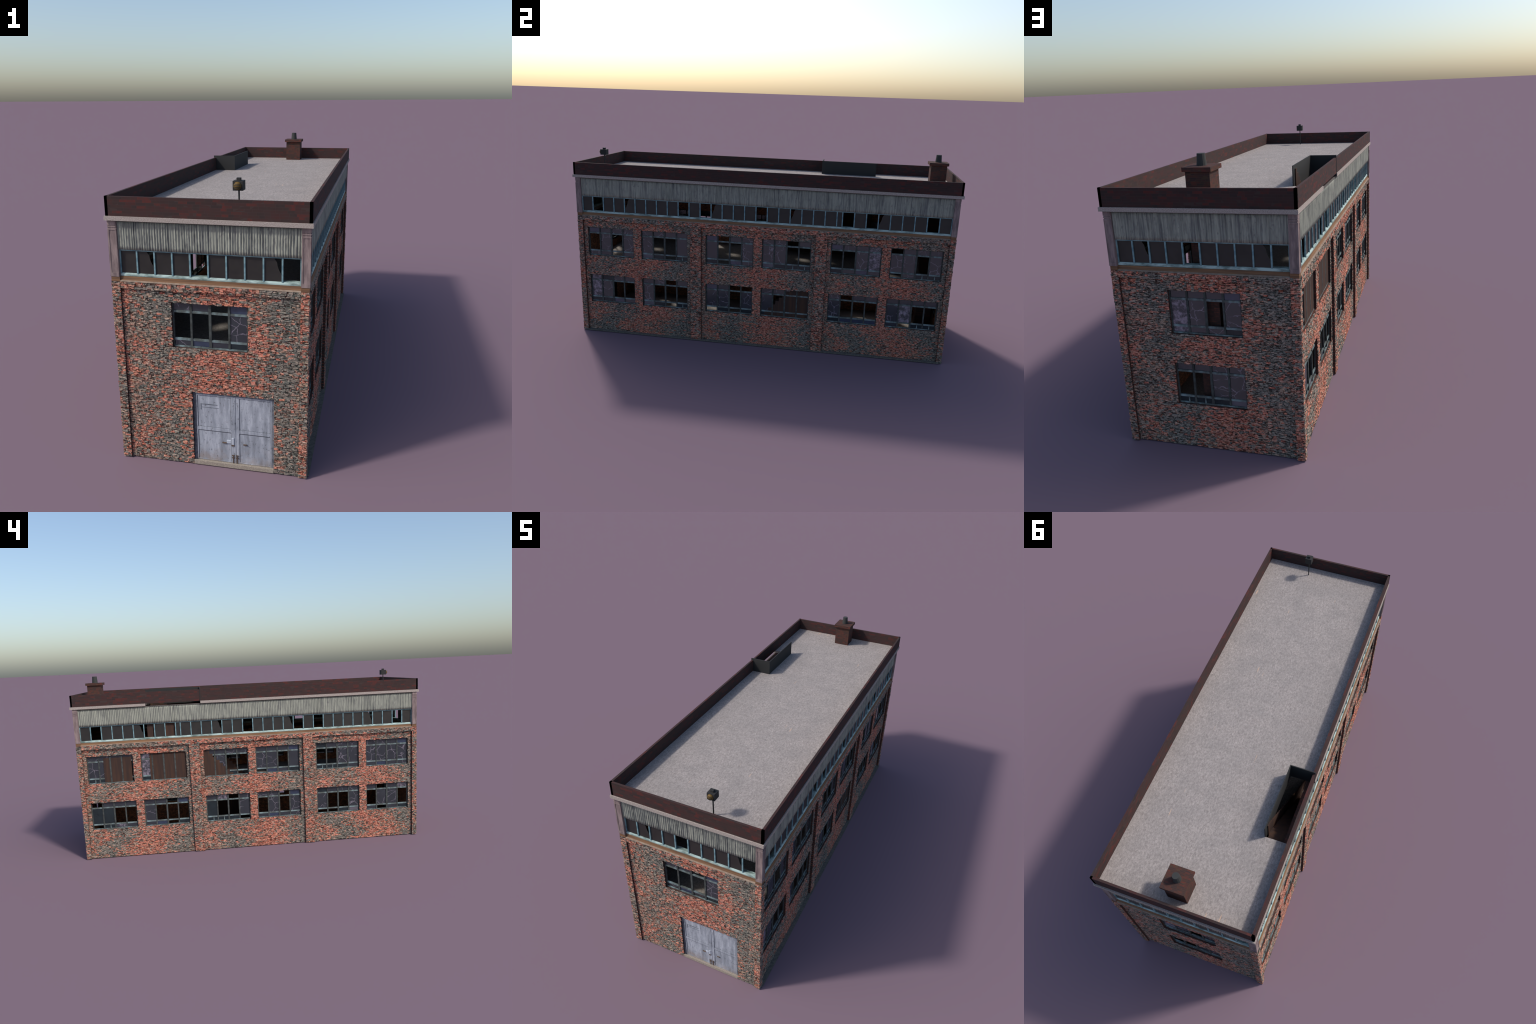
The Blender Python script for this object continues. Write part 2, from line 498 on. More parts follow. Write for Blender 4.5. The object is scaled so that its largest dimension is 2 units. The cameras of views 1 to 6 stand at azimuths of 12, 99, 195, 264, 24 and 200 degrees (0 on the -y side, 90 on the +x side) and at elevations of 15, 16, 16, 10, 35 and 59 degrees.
def brick_object(name, parent, regions, mats, **kw):
    V, F, M = lay_bricks(regions, **kw)
    me = bpy.data.meshes.new(name)
    me.from_pydata(V.tolist(), [], F.tolist())
    for m in mats:
        me.materials.append(m)
    me.polygons.foreach_set("material_index", M)
    me.update()
    ob = add(name, me, parent)
    ob["kind"] = "stuff"
    return ob


def weathering(r, a, b, za, zb, plane, region):
    """Red in the middle of each bay, grey soot-washed bricks to the sides and low left."""
    u0, u1, z0, z1 = region
    t = ((a + b) / 2 - u0) / (u1 - u0)
    h = (za + zb) / 2
    wide = u1 - u0
    if wide < 0.08:                                   # pilasters: mottled in long patches
        p_red = 0.34 + 0.34 * math.sin(h * 19 + u0 * 30) * math.sin(h * 7.3 + u0 * 13)
        p_gray = 0.62 - p_red
    else:
        wob = 0.07 * math.sin(h * 17 + u0 * 11) + 0.05 * math.sin(h * 41 + u0 * 7)
        tt = t + wob
        red = math.exp(-((tt - 0.56) / 0.22) ** 2) + 0.9 * math.exp(-((tt - 0.05) / 0.07) ** 2) * (0.5 + 0.5 * math.sin(h * 23 + u0))
        gray = math.exp(-((tt - 0.92) / 0.11) ** 2) + math.exp(-((tt - 0.24) / 0.13) ** 2) * (0.70 + 0.35 * math.sin(h * 13 + 1.0))
        p_red = 0.06 + 0.80 * red * (1 - 0.75 * min(1, gray))
        p_gray = 0.06 + 0.85 * gray * (1 - 0.5 * min(1, red))
    x = r.random()
    s = p_red + p_gray
    if s > 0.95:
        p_red, p_gray = p_red * 0.95 / s, p_gray * 0.95 / s
    return 0 if x < p_red else (1 if x < p_red + p_gray else 2)

# ------------------------------------------------------------------ walls
for idx, (side, rot) in enumerate(FACADES.items()):
    P = FACE[side]
    wall_out = BAY[side]
    pin = PIER_IN[side]
    inner = P - WALL_IN
    holes = [(u - WIN_W / 2, u + WIN_W / 2, z0, z1) for u, z0, z1, _ in windows_of(side)]
    if side == "front":
        holes.append((DOOR_U[0], DOOR_U[1], 0.0, DOOR_Z[1]))
    us = sorted({-pin - 0.002, pin + 0.002} | {h[0] for h in holes} | {h[1] for h in holes})
    zs = sorted({0.0, Z_HEAD0 + 0.002} | {h[2] for h in holes} | {h[3] for h in holes})
    b = Builder()
    b.cells(us, [-(wall_out - 0.0016), -inner], zs,
            lambda x, y, z: not any(h[0] < x < h[1] and h[2] < z < h[3] for h in holes), 0, back=1)
    wall = add("wall", b.mesh("wall", [m_masonry, m_inner]), root, rot)
    # projecting head band over the bays, and the two middle pilasters of the long sides
    b = Builder()
    b.box(-pin - 0.001, pin + 0.001, -(P - 0.0016), -inner - 0.001, Z_HEAD0, Z_HEAD1)
    add("brick_band", b.mesh("brick_band", [m_masonry]), wall)
    regions = [(-pin, pin, Z_HEAD0, Z_HEAD1, P - 0.0014, [])]
    bays = [(-pin, pin)]
    if side in ("left", "right"):
        for a, c in MID_PIL:
            b = Builder()
            b.box(a, c, -(P - 0.0012), -(wall_out - 0.004), 0.0, Z_HEAD0)
            add("pilaster", b.mesh("pilaster", [m_return]), wall)
            regions.append((a, c, 0.0, Z_HEAD0, P - 0.0014, []))
        bays = [(-pin, MID_PIL[0][0]), (MID_PIL[0][1], MID_PIL[1][0]), (MID_PIL[1][1], pin)]
    for a, c in bays:
        regions.append((a, c, 0.0, Z_HEAD0, wall_out - 0.0014, [h for h in holes if h[0] > a - 1e-4 and h[1] < c + 1e-4]))
    # corner pier faces belonging to this side
    for a, c in ((-PIER[ENDS[side][0]] + 0.0012, -pin), (pin, PIER[ENDS[side][1]] - 0.0012)):
        regions.append((a, c, 0.0, Z_HEAD1, PIER[side] - 0.0014, []))
    brick_object("brick_facing", wall, regions, [m_red, m_gray, m_mixed], course=0.0066, length=(0.006, 0.019), gap=0.0002,
                 depth=(0.0, 0.0026), jit=0.0013, mat_rule=weathering, seed=100 + idx)

# corner piers: brick below, painted stone with a plain capital above
for sx in (-1, 1):
    for sy in (-1, 1):
        PX, PY = PIER["right" if sx > 0 else "left"], PIER["back" if sy > 0 else "front"]
        x0, x1 = sorted((sx * 0.300, sx * (PX - 0.0016)))
        y0, y1 = sorted((sy * 0.961, sy * (PY - 0.0016)))
        b = Builder()
        b.box(x0, x1, y0, y1, 0.0, Z_HEAD1 + 0.001)
        pier = add("corner_pier", b.mesh("corner_pier", [m_return]), root)
        b = Builder()
        b.box(x0, x1, y0, y1, Z_HEAD1 + 0.001, 0.677, 1)          # brown base block
        b.box(x0, x1, y0, y1, 0.677, Z_COR0 - 0.0004, 0)
        xo, yo = sx * PX, sy * PY
        xb, yb = sx * (PX - 0.0017), sy * (PY - 0.0017)
        for fz0, fz1 in ((0.6772, 0.690), (0.834, 0.839), (0.8435, 0.8475), (0.8505, 0.864)):
            ya, yc = sorted((yo, sy * 0.9625)); xa, xc = sorted((xo, sx * 0.3015))
            b.box(xa, xc, *sorted((yb, yo)), fz0, fz1)
            b.box(*sorted((xb, xo)), *sorted((sy * 0.9625, yb)), fz0, fz1)
        for e0, e1 in ((0.3012, 0.3055), (0.3262, PX)):           # raised margins of the panel
            b.box(*sorted((sx * e0, sx * e1)), *sorted((yb, yo - sy * 0.0003)), 0.690, 0.834)
        for e0, e1 in ((0.9622, 0.9662), (0.9842, PY - 0.0018)):
            b.box(*sorted((xb, xo - sx * 0.0003)), *sorted((sy * e0, sy * e1)), 0.690, 0.834)
        add("pier_capital", b.mesh("pier_capital", [m_pink, m_beam]), pier)

# ------------------------------------------------------------------ windows
FD0, FD1 = 0.0000, 0.0050          # frame depth range, measured inwards from the frame face
b = Builder()
W2 = WIN_W / 2
H = WIN_Z[0][1] - WIN_Z[0][0]
E = 0.0055                          # outer frame
COLS = (-0.0645, 0.0, 0.0645)
ROWS = (H - 0.0330, 0.0285)         # bar heights above the sill
b.box(-W2 + 0.0002, -W2 + E, 0, 0.005, 0.0002, H - 0.0002, 0)
b.box(W2 - E, W2 - 0.0002, 0, 0.005, 0.0002, H - 0.0002, 0)
b.box(-W2 + E, W2 - E, 0.0002, 0.005, H - E * 0.8, H - 0.0002, 0)
b.box(-W2 + E, W2 - E, -0.0006, 0.005, 0.0002, 0.0048, 1)
edges = (-W2 + E,) + COLS + (W2 - E,)
for i, c in enumerate(COLS):
    w = 0.0044 if i == 1 else 0.0036
    b.box(c - w, c + w, -0.0008, 0.0048, 0.0048, H - E * 0.8, 0)
for i in range(4):
    a = edges[i] + (0.0038 if i else 0)
    c = edges[i + 1] - (0.0038 if i < 3 else 0)
    for z in ROWS:
        b.box(a - 0.001, c + 0.001, 0.0001 + 0.0003 * (i % 2), 0.0046, z - 0.0040, z + 0.0038, 1)
frame_mesh = b.mesh("window_frame", [m_frame, m_bar])


def pane_mesh(w, h, name, mat):
    p = Builder()
    p.box(-w / 2, w / 2, 0, 0.0012, -h / 2, h / 2)
    return p.mesh(name, [mat])


pane_w = 0.0585
row_z = ((ROWS[0] + H) / 2 - 0.0005, (ROWS[0] + ROWS[1]) / 2, (ROWS[1] + 0.0048) / 2)
row_h = (H - ROWS[0] - 0.0045, ROWS[0] - ROWS[1] - 0.0045, ROWS[1] - 0.0048 - 0.0018)
pane_cache = {}
bar = Builder(); bar.box(-0.0022, 0.0022, 0, 0.0035, -0.0115, 0.0115)
half_bar_mesh = bar.mesh("pane_bar", [m_bar])
lintel = Builder(); lintel.box(-0.029, 0.029, 0, 0.003, -0.0022, 0.0022)
half_top_mesh = lintel.mesh("pane_bar", [m_frame])
sash = Builder()
sash.box(-0.0285, 0.0285, 0, 0.0015, -0.0215, 0.0)
open_mesh = sash.mesh("open_sash", [m_bar])
random.seed(3)
for side, rot in FACADES.items():
    P = FACE[side]
    face = BAY[side] - 0.0100
    for u, z0, z1, code in windows_of(side):
        c, s = math.cos(rot), math.sin(rot)
        win = add("window", frame_mesh, root, rot, (c * u + s * face, s * u - c * face, z0))
        for r, line in enumerate(code.split("/")):
            for k, ch in enumerate(line):
                x = (edges[k] + edges[k + 1]) / 2
                if ch == "m":
                    continue
                if ch == "o":
                    ob = add("open_sash", open_mesh, win, 0, (x, -0.002, ROWS[1] - 0.003))
                    ob.rotation_euler = (math.radians(-58), 0, 0)
                    continue
                key = (r, "d" if ch == "h" else ch)
                if key not in pane_cache:
                    pane_cache[key] = pane_mesh(pane_w, row_h[r], "pane", GLASS[key[1]])
                ob = add("pane", pane_cache[key], win, 0, (x, 0.0024, row_z[r]))
                # old putty lets the panes sit a hair out of true, which breaks up the reflections
                ob.rotation_euler = (random.uniform(-0.012, 0.012), 0, random.uniform(-0.014, 0.014))
                if ch == "h":
                    add("pane_bar", half_bar_mesh, win, 0, (x + 0.004, 0.0, row_z[r]))
                    add("pane_bar", half_top_mesh, win, 0, (x, 0.0009, row_z[r] + 0.0098))

# ------------------------------------------------------------------ clerestory, beam, corrugated sheets
def clerestory_edges(side):
    if side in ("front", "back"):
        return [-0.300 + 0.06 * i for i in range(11)]
    left = [-0.9610 + 0.0592 * i for i in range(24)]
    right = [0.9610 - 0.0592 * i for i in range(10)][::-1]
    ed = left + right
    return ed if side == "right" else [-x for x in ed][::-1]


def clerestory_codes(side):
    if side in ("front", "back"):
        return END_CL, 1
    return (SIDE_CL, -1) if side == "right" else (SIDE_CL[::-1], 1)


def broken_pane(w, h, flip):
    """Pane with a curved piece broken out of one upper corner."""
    pts = [(-w / 2, -h / 2), (w / 2, -h / 2), (w / 2, -h * 0.30), (w * 0.42, -h * 0.16), (w * 0.30, 0.02 * h),
           (w * 0.24, 0.16 * h), (w * 0.22, 0.28 * h), (w * 0.10, 0.40 * h), (w * 0.02, h / 2), (-w / 2, h / 2)]
    pts = [(flip * x, z) for x, z in pts]
    if flip < 0:
        pts = pts[::-1]
    p = Builder()
    p.quad([(x, 0, z) for x, z in pts])
    p.quad([(x, 0.0012, z) for x, z in pts[::-1]])
    for (xa, za), (xb, zb) in zip(pts, pts[1:] + pts[:1]):
        p.quad([(xa, 0, za), (xa, 0.0012, za), (xb, 0.0012, zb), (xb, 0, zb)])
    return p.mesh("clerestory_pane", [GLASS["k"]])


GH = Z_GLASS1 - Z_SILL
cl_pane = {}
mb = Builder(); mb.box(-0.0026, 0.0026, 0, 0.0055, 0, GH - 0.004)
mullion_mesh = mb.mesh("mullion", [m_teal])


def corrugated(u0, u1, out, z0, z1, period, amp, seed, mat):
    """Sine-wave sheet with dents; closed at the bottom and top."""
    r = np.random.default_rng(seed)
    n = int((u1 - u0) / period * 8)
    nz = 7
    u = np.linspace(u0, u1, n + 1)
    ph = np.interp(u, np.linspace(u0, u1, 40), r.normal(0, 0.9, 40))
    am = amp * np.interp(u, np.linspace(u0, u1, 60), r.uniform(0.45, 1.25, 60))
    V, F = [], []
    for k in range(nz + 1):
        z = z0 + (z1 - z0) * k / nz
        dent = np.interp(u, np.linspace(u0, u1, 90), r.normal(0, 0.30, 90))
        y = -(out + am * (1 + dent) * np.sin(2 * math.pi * (u - u0) / period + ph))
        V += list(zip(u.tolist(), y.tolist(), [z] * (n + 1)))
    for z in (z0, z1):
        V += [(float(x), -(out - 0.004), z) for x in u]
    w = n + 1
    for k in range(nz):
        F += [(k * w + i, k * w + i + 1, (k + 1) * w + i + 1, (k + 1) * w + i) for i in range(n)]
    lo, hi = (nz + 1) * w, (nz + 2) * w
    F += [(lo + i, lo + i + 1, i + 1, i) for i in range(n)]
    F += [(nz * w + i, nz * w + i + 1, hi + i + 1, hi + i) for i in range(n)]
    me = bpy.data.meshes.new("corrugated_sheet")
    me.from_pydata(V, [], F)
    me.materials.append(mat)
    me.polygons.foreach_set("use_smooth", [True] * len(F))
    me.update()
    return me


for idx, (side, rot) in enumerate(FACADES.items()):
    P = FACE[side]
    pin = PIER_IN[side]
    # brown beam with its sloping cement ledge
    b = Builder()
    b.prism([(P - 0.0300, Z_BEAM1), (P - 0.0085, Z_BEAM1), (P - 0.0080, 0.6710), (P - 0.0060, 0.6665), (P - 0.0048, 0.6655),
             (P + 0.0004, 0.6620), (P + 0.0004, Z_HEAD1 + 0.0006), (P - 0.0300, Z_HEAD1 + 0.0004)], -pin, pin, [0, 0, 0, 0, 1, 1, 1, 1])
    beam = add("beam", b.mesh("beam", [m_beam, m_ledge]), root, rot)
    b = Builder()
    b.prism([(P - 0.0300, Z_SILL + 0.002), (P - 0.0165, Z_SILL + 0.002), (P - 0.0125, Z_SILL + 0.0008), (P - 0.0098, 0.6832),
             (P - 0.0098, Z_BEAM1 + 0.0006), (P - 0.0300, Z_BEAM1 + 0.0004)], -pin + 0.0002, pin - 0.0002, 0)
    add("clerestory_sill", b.mesh("clerestory_sill", [m_sill]), beam)
    # glazing
    b = Builder()
    b.box(-pin, pin, -(P - 0.0100), -(P - 0.0170), Z_GLASS1 - 0.0045, Z_GLASS1 + 0.001)
    for sgn in (-1, 1):
        b.box(*sorted((sgn * (pin - 0.0042), sgn * (pin - 0.0001))), -(P - 0.0100), -(P - 0.0170), Z_SILL, Z_GLASS1 - 0.0045)
    cl = add("clerestory", b.mesh("clerestory_frame", [m_teal]), root, rot)
    ed = clerestory_edges(side)
    codes, flip = clerestory_codes(side)
    for e in ed[1:-1]:
        add("mullion", mullion_mesh, cl, 0, (e, -(P - 0.0104), Z_SILL))
    for a, c, ch in zip(ed[:-1], ed[1:], codes):
        if ch == "m":
            continue
        w = round(c - a - 0.004, 4)
        key = (w, ch == "B", flip)
        if key not in cl_pane:
            cl_pane[key] = broken_pane(w, GH - 0.003, flip) if ch == "B" else pane_mesh(w, GH - 0.003, "clerestory_pane", GLASS["k"])
        add("clerestory_pane", cl_pane[key], cl, 0, ((a + c) / 2, -(P - 0.0143), Z_SILL + GH / 2))
    # wall behind the sheet, sheet, trim under the cornice
    b = Builder()
    b.box(-pin - 0.001, pin + 0.001, -(P - 0.0090), -(P - WALL_IN), Z_GLASS1 + 0.0008, Z_COR0 - 0.0003)
    add("upper_wall", b.mesh("upper_wall", [m_masonry]), root, rot)
    front = side == "front"
    sheet = add("corrugated_sheet", corrugated(-pin + 0.0003, pin - 0.0003, P - 0.0055, Z_GLASS1, 0.8625,
                                               0.0088 if front else 0.0095, 0.0016 if front else 0.0014, 50 + idx, m_corr_front if front else m_corr), root, rot)
    b = Builder()
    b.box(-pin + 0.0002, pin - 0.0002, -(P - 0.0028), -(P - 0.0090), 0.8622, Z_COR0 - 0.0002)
    add("head_trim", b.mesh("head_trim", [m_head]), sheet)

# ------------------------------------------------------------------ door
dy = -(BAY["front"] - 0.0090)
b = Builder()
x0, x1 = DOOR_U
zt = DOOR_Z[1]
b.box(x0 + 0.0003, x0 + 0.010, dy - 0.003, dy + 0.006, 0.0155, zt - 0.0003, 1)
b.box(x1 - 0.008, x1 - 0.0003, dy - 0.003, dy + 0.006, 0.0155, zt - 0.0003)
b.box(x0 + 0.010, x1 - 0.008, dy - 0.003, dy + 0.006, zt - 0.007, zt - 0.0003)
door = add("door", b.mesh("door_frame", [m_trimdoor, m_jamb]), root)
b = Builder()
b.box(x0 + 0.0005, x1 - 0.0005, -(BAY["front"] + 0.0008), -0.945, 0.0, 0.0153)
add("door_step", b.mesh("door_step", [m_step]), door, bevel=0.0006)
LEAVES = ((x0 + 0.0105, 0.0785, 1), (0.0815, x1 - 0.0085, -1))
for a, c, hand in LEAVES:
    b = Builder()
    b.box(a, c, dy, dy + 0.004, 0.016, zt - 0.0075)
    st = 0.0055
    inner_st = 0.0130
    sa, sc = (st, inner_st) if hand > 0 else (inner_st, st)
    t = dy - 0.0016
    shade_strip = Builder()
    b.box(a, a + sa, t, dy, 0.016, zt - 0.0075)                       # stiles
    b.box(c - sc, c, t, dy, 0.016, zt - 0.0075)
    for r0, r1 in ((0.0165, 0.0205), (0.1335, 0.1465), (0.2655, zt - 0.0077)):
        b.box(a + sa, c - sc, t + 0.0002, dy, r0, r1)                 # rails
    leaf = add("door_leaf", b.mesh("door_leaf", [m_door]), door, bevel=0.0004)
    for z in (0.1335, 0.0205, 0.2655):                                # raised dark strips paint shading lines round the panels
        shade_strip.box(a + sa, c - sc, dy - 0.0005, dy + 0.001, z - (0.0024 if z == 0.1335 else 0.0010), z)
    shade_strip.box(a + sa, c - sc, dy - 0.0005, dy + 0.001, 0.1465, 0.1473)
    for x in (a + sa, c - sc - 0.0012):
        shade_strip.box(x, x + 0.0012, dy - 0.0006, dy + 0.001, 0.0205, 0.2655)
    add("panel_shade_line", shade_strip.mesh("panel_shade_line", [m_shade_line]), leaf)
    b = Builder()
    if hand > 0:        # patch plate, lock case and padlock
        b.box(a + 0.016, a + 0.075, dy - 0.0009, dy, 0.232, 0.2345)
        b.box(a + 0.016, a + 0.0185, dy - 0.0009, dy, 0.212, 0.2318)
        b.box(a + 0.020, a + 0.080, dy - 0.0006, dy, 0.2205, 0.2218)
        add("patch_plate", b.mesh("patch_plate", [m_trimdoor]), leaf)
        b = Builder()
        b.box(c - 0.029, c - 0.0135, dy - 0.0035, dy, 0.092, 0.1045)
        b.box(c - 0.0125, c - 0.003, dy - 0.0040, dy - 0.0016, 0.088, 0.115)
        add("lock", b.mesh("lock", [m_steel]), leaf, bevel=0.001)
        b = Builder()
        b.box(c - 0.045, c - 0.0295, dy - 0.0045, dy, 0.091, 0.0945)
        b.box(c - 0.0125, c - 0.0020, dy - 0.0045, dy - 0.0016, 0.083, 0.0878)
        add("handle", b.mesh("handle", [m_bolt]), leaf, bevel=0.0006)
    else:
        b.box(a + 0.026, a + 0.040, dy - 0.0040, dy, 0.0905, 0.0945)
        add("handle", b.mesh("handle", [m_bolt]), leaf, bevel=0.001)
    b = Builder()       # floor bolts at the meeting stiles
    xb = (c - 0.0065) if hand > 0 else (a + 0.0045)
    b.box(xb - 0.0015, xb + 0.0015, dy - 0.0034, dy - 0.0016, 0.016, 0.042)
    for z in (0.036, 0.0445):
        b.box(xb - 0.0045, xb + 0.0045, dy - 0.0042, dy - 0.0016, z, z + 0.0035)
    add("floor_bolt", b.mesh("floor_bolt", [m_bolt]), leaf)
b = Builder()
b.box(0.0788, 0.0812, dy - 0.0028, dy + 0.002, 0.016, zt - 0.0075)
add("cover_strip", b.mesh("cover_strip", [m_door]), door)

# ------------------------------------------------------------------ slabs: plinth, floor, cornice, roof
b = Builder(); b.box(-0.316, 0.3347, -0.9735, 0.9735, 0.0, 0.0042)
add("plinth", b.mesh("plinth", [m_plinth]), root)
b = Builder(); b.box(-0.2995, 0.2955, -0.9565, 0.9555, 0.0043, 0.019)
add("ground_floor", b.mesh("ground_floor", [m_floor]), root)
b = Builder(); b.box(-0.2995, 0.2955, -0.9565, 0.9555, 0.383, Z_FLOOR)
add("upper_floor", b.mesh("upper_floor", [m_floor]), root)
GAP = (0.279, 0.5865)            # opening for the roof hatch on the left side
b = Builder()
b.cells([-0.336, -0.3275, 0.3275, 0.336], [-1.0, -0.9895, GAP[0], GAP[1], 0.9895, 1.0], [Z_COR0, Z_ROOF],
        lambda x, y, z: (abs(x) > 0.3275 or abs(y) > 0.9895) and not (x < 0 and GAP[0] < y < GAP[1] and abs(y) < 0.98))
add("cornice", b.welded("cornice", [m_concrete]), root)
b = Builder()
b.cells([-0.3272, -0.2235, 0.3272], [-0.9892, GAP[0], 0.5885, 0.9892], [Z_COR0 + 0.0005, Z_ROOF - 0.0002],
        lambda x, y, z: not (x < -0.2235 and GAP[0] < y < 0.5885))
roof = add("roof", b.welded("roof", [m_roof]), root)

# ------------------------------------------------------------------ parapet; black corners copy a render fault of overlapping faces
QX, QY, TH = 0.3325, 0.9945, 0.0098
REL = 0.0003


def even(r, *t):
    return 0


for side, (rot, out, hl) in {"front": (0, QY, QX - TH), "right": (math.pi / 2, QX, QY - TH),
                             "back": (math.pi, QY, QX - TH), "left": (-math.pi / 2, QX, QY - TH)}.items():
    b = Builder()
    b.box(-hl, hl, -(out - REL), -(out - TH + REL), Z_ROOF - 0.0001, Z_PAR - REL)
    par = add("parapet", b.mesh("parapet", [m_parmortar]), root, rot)
    kw = dict(course=0.0092, length=(0.017, 0.036), gap=0.0006, depth=(0.0, 0.00012), jit=0, mat_rule=even)
    brick_object("parapet_bricks", par, [(-hl, hl, Z_ROOF, Z_PAR - REL, out - REL, [])], [m_parapet], seed=int(300 + rot * 10), **kw)
    inner_face = brick_object("parapet_bricks", par, [(-hl, hl, Z_ROOF, Z_PAR - REL, -(out - TH + REL), [])], [m_parapet],
                              seed=int(340 + rot * 10), **kw)
    inner_face.rotation_euler = (0, 0, math.pi)
    # coping course: bricks on edge along the top
    cop = brick_object("coping_bricks", par, [(-hl, hl, -(out - 0.0004), -(out - TH + 0.0004), Z_PAR - REL, [])], [m_parapet],
                       seed=int(380 + rot * 10), course=0.009, length=(0.028, 0.046), gap=0.0006, depth=(0.0, 0.00012), jit=0, mat_rule=even)
    # local (u, -out, z) of the layer is tipped so that "out" becomes up
    for v in cop.data.vertices:
        x, y, z = v.co
        v.co = (x, z, -y)
    cop.data.flip_normals()
b = Builder()
for sx in (-1, 1):
    for sy in (-1, 1):
        xa, xb = sorted((sx * QX, sx * (QX - TH + 0.0001)))
        ya, yb = sorted((sy * QY, sy * (QY - TH + 0.0001)))
        b.box(xa, xb, ya, yb, Z_ROOF - 0.0001, Z_PAR)
add("overlap_corner", b.mesh("overlap_corner", [m_black_corner]), root)

# ------------------------------------------------------------------ chimney
def brick_block(name, parent, x0, x1, y0, y1, z0, z1, seed, top=False):
    b = Builder()
    r = 0.0003
    b.box(x0 + r, x1 - r, y0 + r, y1 - r, z0, z1 - (r if top else 0))
    block = add(name, b.mesh(name, [m_chmortar]), parent)
    kw = dict(course=0.0062, length=(0.011, 0.023), gap=0.0007, depth=(0.0, 0.00014), jit=0, mat_rule=even)
    cx, cy = (x0 + x1) / 2, (y0 + y1) / 2
    hx, hy = (x1 - x0) / 2 - r, (y1 - y0) / 2 - r
    for k, (h, out) in enumerate(((hx, hy), (hy, hx), (hx, hy), (hy, hx))):
        f = brick_object("chimney_bricks", block, [(-h, h, z0, z1 - (r if top else 0), out, [])], [m_chimney], seed=seed + k, **kw)
        f.rotation_euler = (0, 0, k * math.pi / 2)
        f.location = (cx, cy, 0)
    if top:
        f = brick_object("chimney_bricks", block, [(-hx, hx, -hy, hy, z1 - r, [])], [m_chimney], seed=seed + 9, **kw)
        for v in f.data.vertices:
            x, y, z = v.co
            v.co = (x, z, -y)
        f.data.flip_normals()
        f.location = (cx, cy, 0)
    return block


chimney = brick_block("chimney", root, -0.0418, 0.0418, 0.8645, 0.9462, Z_ROOF - 0.0005, 0.9884, 500)
brick_block("chimney_cap", chimney, -0.0495, 0.0495, 0.8548, 0.9540, 0.9885, 1.0030, 520, top=True)
b = Builder(); b.frustum(-0.0004, 0.9038, 1.0026, 1.0412, 0.0166, 0.0135, 14)
add("chimney_pot", b.mesh("chimney_pot", [m_pot]), chimney)

# ------------------------------------------------------------------ horn lamp on a pole
b = Builder(); b.frustum(0.0925, -0.927, Z_ROOF - 0.001, 0.9655, 0.0027, 0.0027, 10)
lamp = add("lamp", b.mesh("lamp_pole", [m_dark]), root)
b = Builder()
b.box(0.0762, 0.1092, -0.9438, -0.9100, 0.9650, 0.9949)
b.box(0.0862, 0.0992, -0.9335, -0.9200, 0.9949, 1.0036)
add("lamp_box", b.mesh("lamp_box", [m_dark]), lamp, bevel=0.0004)
# lens: low dome facing the street
b = Builder()
R, BULGE, cx, cz, yf = 0.0128, 0.0105, 0.0918, 0.9798, -0.9438
NR, NA = 6, 24
prev = None
for i in range(NR + 1):
    t = i / NR * math.pi / 2
    ring = [(cx + R * math.cos(t) * math.cos(2 * math.pi * k / NA), yf - BULGE * math.sin(t),
             cz + R * math.cos(t) * math.sin(2 * math.pi * k / NA)) for k in range(NA)]
    if prev:
        for k in range(NA):
            j = (k + 1) % NA
            b.quad([prev[k], ring[k], ring[j], prev[j]])
    prev = ring
lens_me = b.mesh("lens", [m_amber], smooth=True)
add("lens", lens_me, lamp)
# dark louvre bars curved over the lens
for zc in (0.9866, 0.9822, 0.9775, 0.9724):
    b = Builder()
    pts = []
    for k in range(13):
        z = zc - cz
        span = math.sqrt(max(0.0, R * R - z * z))
        x = -span + 2 * span * k / 12
        rr = math.sqrt(x * x + z * z) / R
        pts.append((cx + x, yf - BULGE * math.sqrt(max(0.0, 1 - rr * rr)) - 0.0005))
    hh = 0.0010
    for (xa, ya), (xc, yc) in zip(pts[:-1], pts[1:]):
        b.quad([(xa, ya, zc - hh), (xc, yc, zc - hh), (xc, yc, zc + hh), (xa, ya, zc + hh)])
        b.quad([(xa, ya, zc + hh), (xc, yc, zc + hh), (xc, yc + 0.002, zc + hh), (xa, ya + 0.002, zc + hh)])
        b.quad([(xa, ya + 0.002, zc - hh), (xc, yc + 0.002, zc - hh), (xc, yc, zc - hh), (xa, ya, zc - hh)])
    add("louvre", b.mesh("louvre", [m_dark]), lamp)

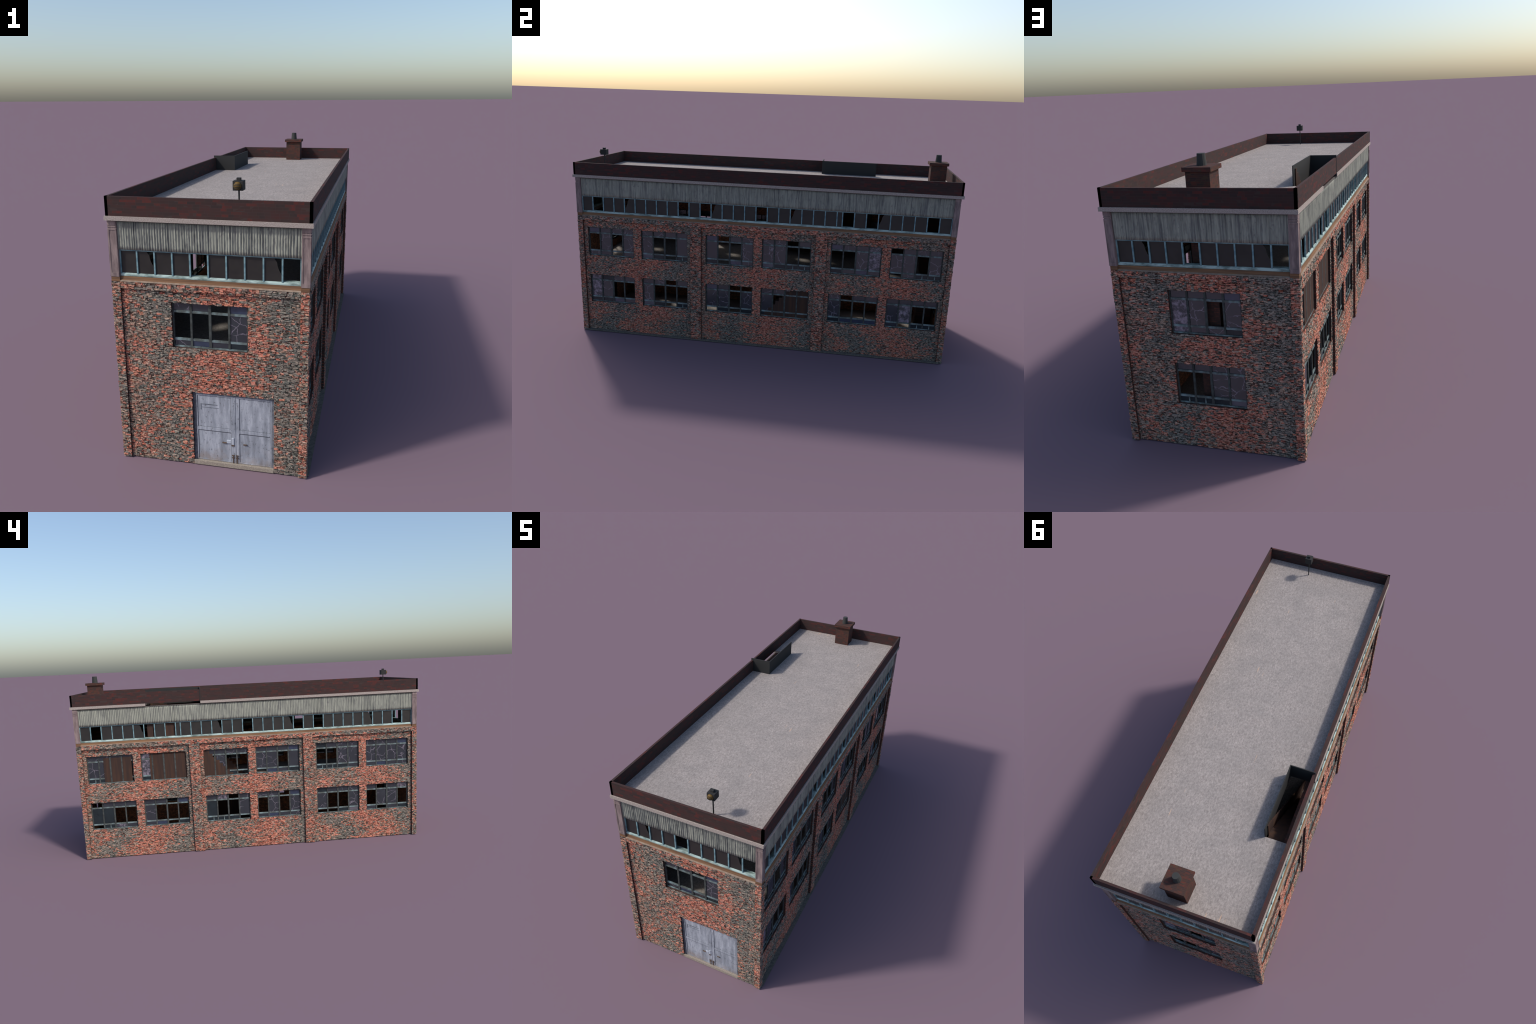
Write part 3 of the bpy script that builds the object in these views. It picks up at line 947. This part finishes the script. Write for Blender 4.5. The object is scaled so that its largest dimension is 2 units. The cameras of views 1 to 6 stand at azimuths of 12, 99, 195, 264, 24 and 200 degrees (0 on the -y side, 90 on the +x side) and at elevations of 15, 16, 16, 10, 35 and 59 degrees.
# ------------------------------------------------------------------ roof hatch and the stair below it
HT = 0.0040
b = Builder()
b.box(-0.2215 - HT, -0.2215, 0.2767 + HT, 0.5895, Z_ROOF - 0.012, 0.9556)
b.box(-0.3337, -0.2215, 0.2767, 0.2767 + HT, Z_ROOF - 0.012, 0.9556)
hatch = add("roof_hatch", b.mesh("roof_hatch", [m_dark]), root)


def flight(b, x0, x1, y0, z0, z_top, slope, tread, base):
    """Closed flight of steps rising towards +y from (y0, z0) until z_top."""
    k = 0
    while True:
        y, z = y0 + k * tread, z0 + (k + 1) * tread * slope
        if z > z_top:
            return y
        b.box(x0, x1, y, y + tread, base, z)
        k += 1


# upper stair: a wall string, low treads, and a stepped side panel that stands higher on the room side
b = Builder()
ye = flight(b, -0.3030, -0.2300, 0.105, Z_FLOOR, 0.855, 1.02, 0.0190, Z_FLOOR + 0.0002)
b.box(-0.3030, -0.2300, ye, 0.5880, Z_FLOOR + 0.0002, 0.853)
stair = add("stair", b.mesh("stair", [m_wood]), root)
b = Builder()
ye = flight(b, -0.3098, -0.3031, 0.075, Z_FLOOR, 0.850, 1.02, 0.0190, Z_FLOOR + 0.0002)
b.box(-0.3098, -0.3031, ye, 0.5880, Z_FLOOR + 0.0002, 0.852)
add("wall_string", b.mesh("wall_string", [m_wood]), stair)
b = Builder()
flight(b, -0.2299, -0.2262, 0.015, Z_FLOOR, 0.950, 0.99, 0.0190, Z_FLOOR + 0.0002)
add("side_panel", b.mesh("side_panel", [m_wood]), stair)
# lower stair against the opposite wall
b = Builder()
ye = flight(b, 0.226, 0.3042, -0.105, 0.019, 0.384, 1.06, 0.0188, 0.0192)
b.box(0.226, 0.3042, ye, 0.33, 0.0192, 0.3845)
add("stair", b.mesh("stair", [m_wood]), root)
b = Builder()
b.box(-0.3098, -0.235, 0.692, 0.8485, Z_FLOOR + 0.0002, 0.583)
add("board_enclosure", b.mesh("board_enclosure", [m_wood]), root)

# the chimney breast runs down through both floors
b = Builder()
b.box(-0.0416, 0.0416, 0.8647, 0.9460, 0.0192, Z_COR0)
add("chimney_breast", b.mesh("chimney_breast", [m_masonry]), chimney)
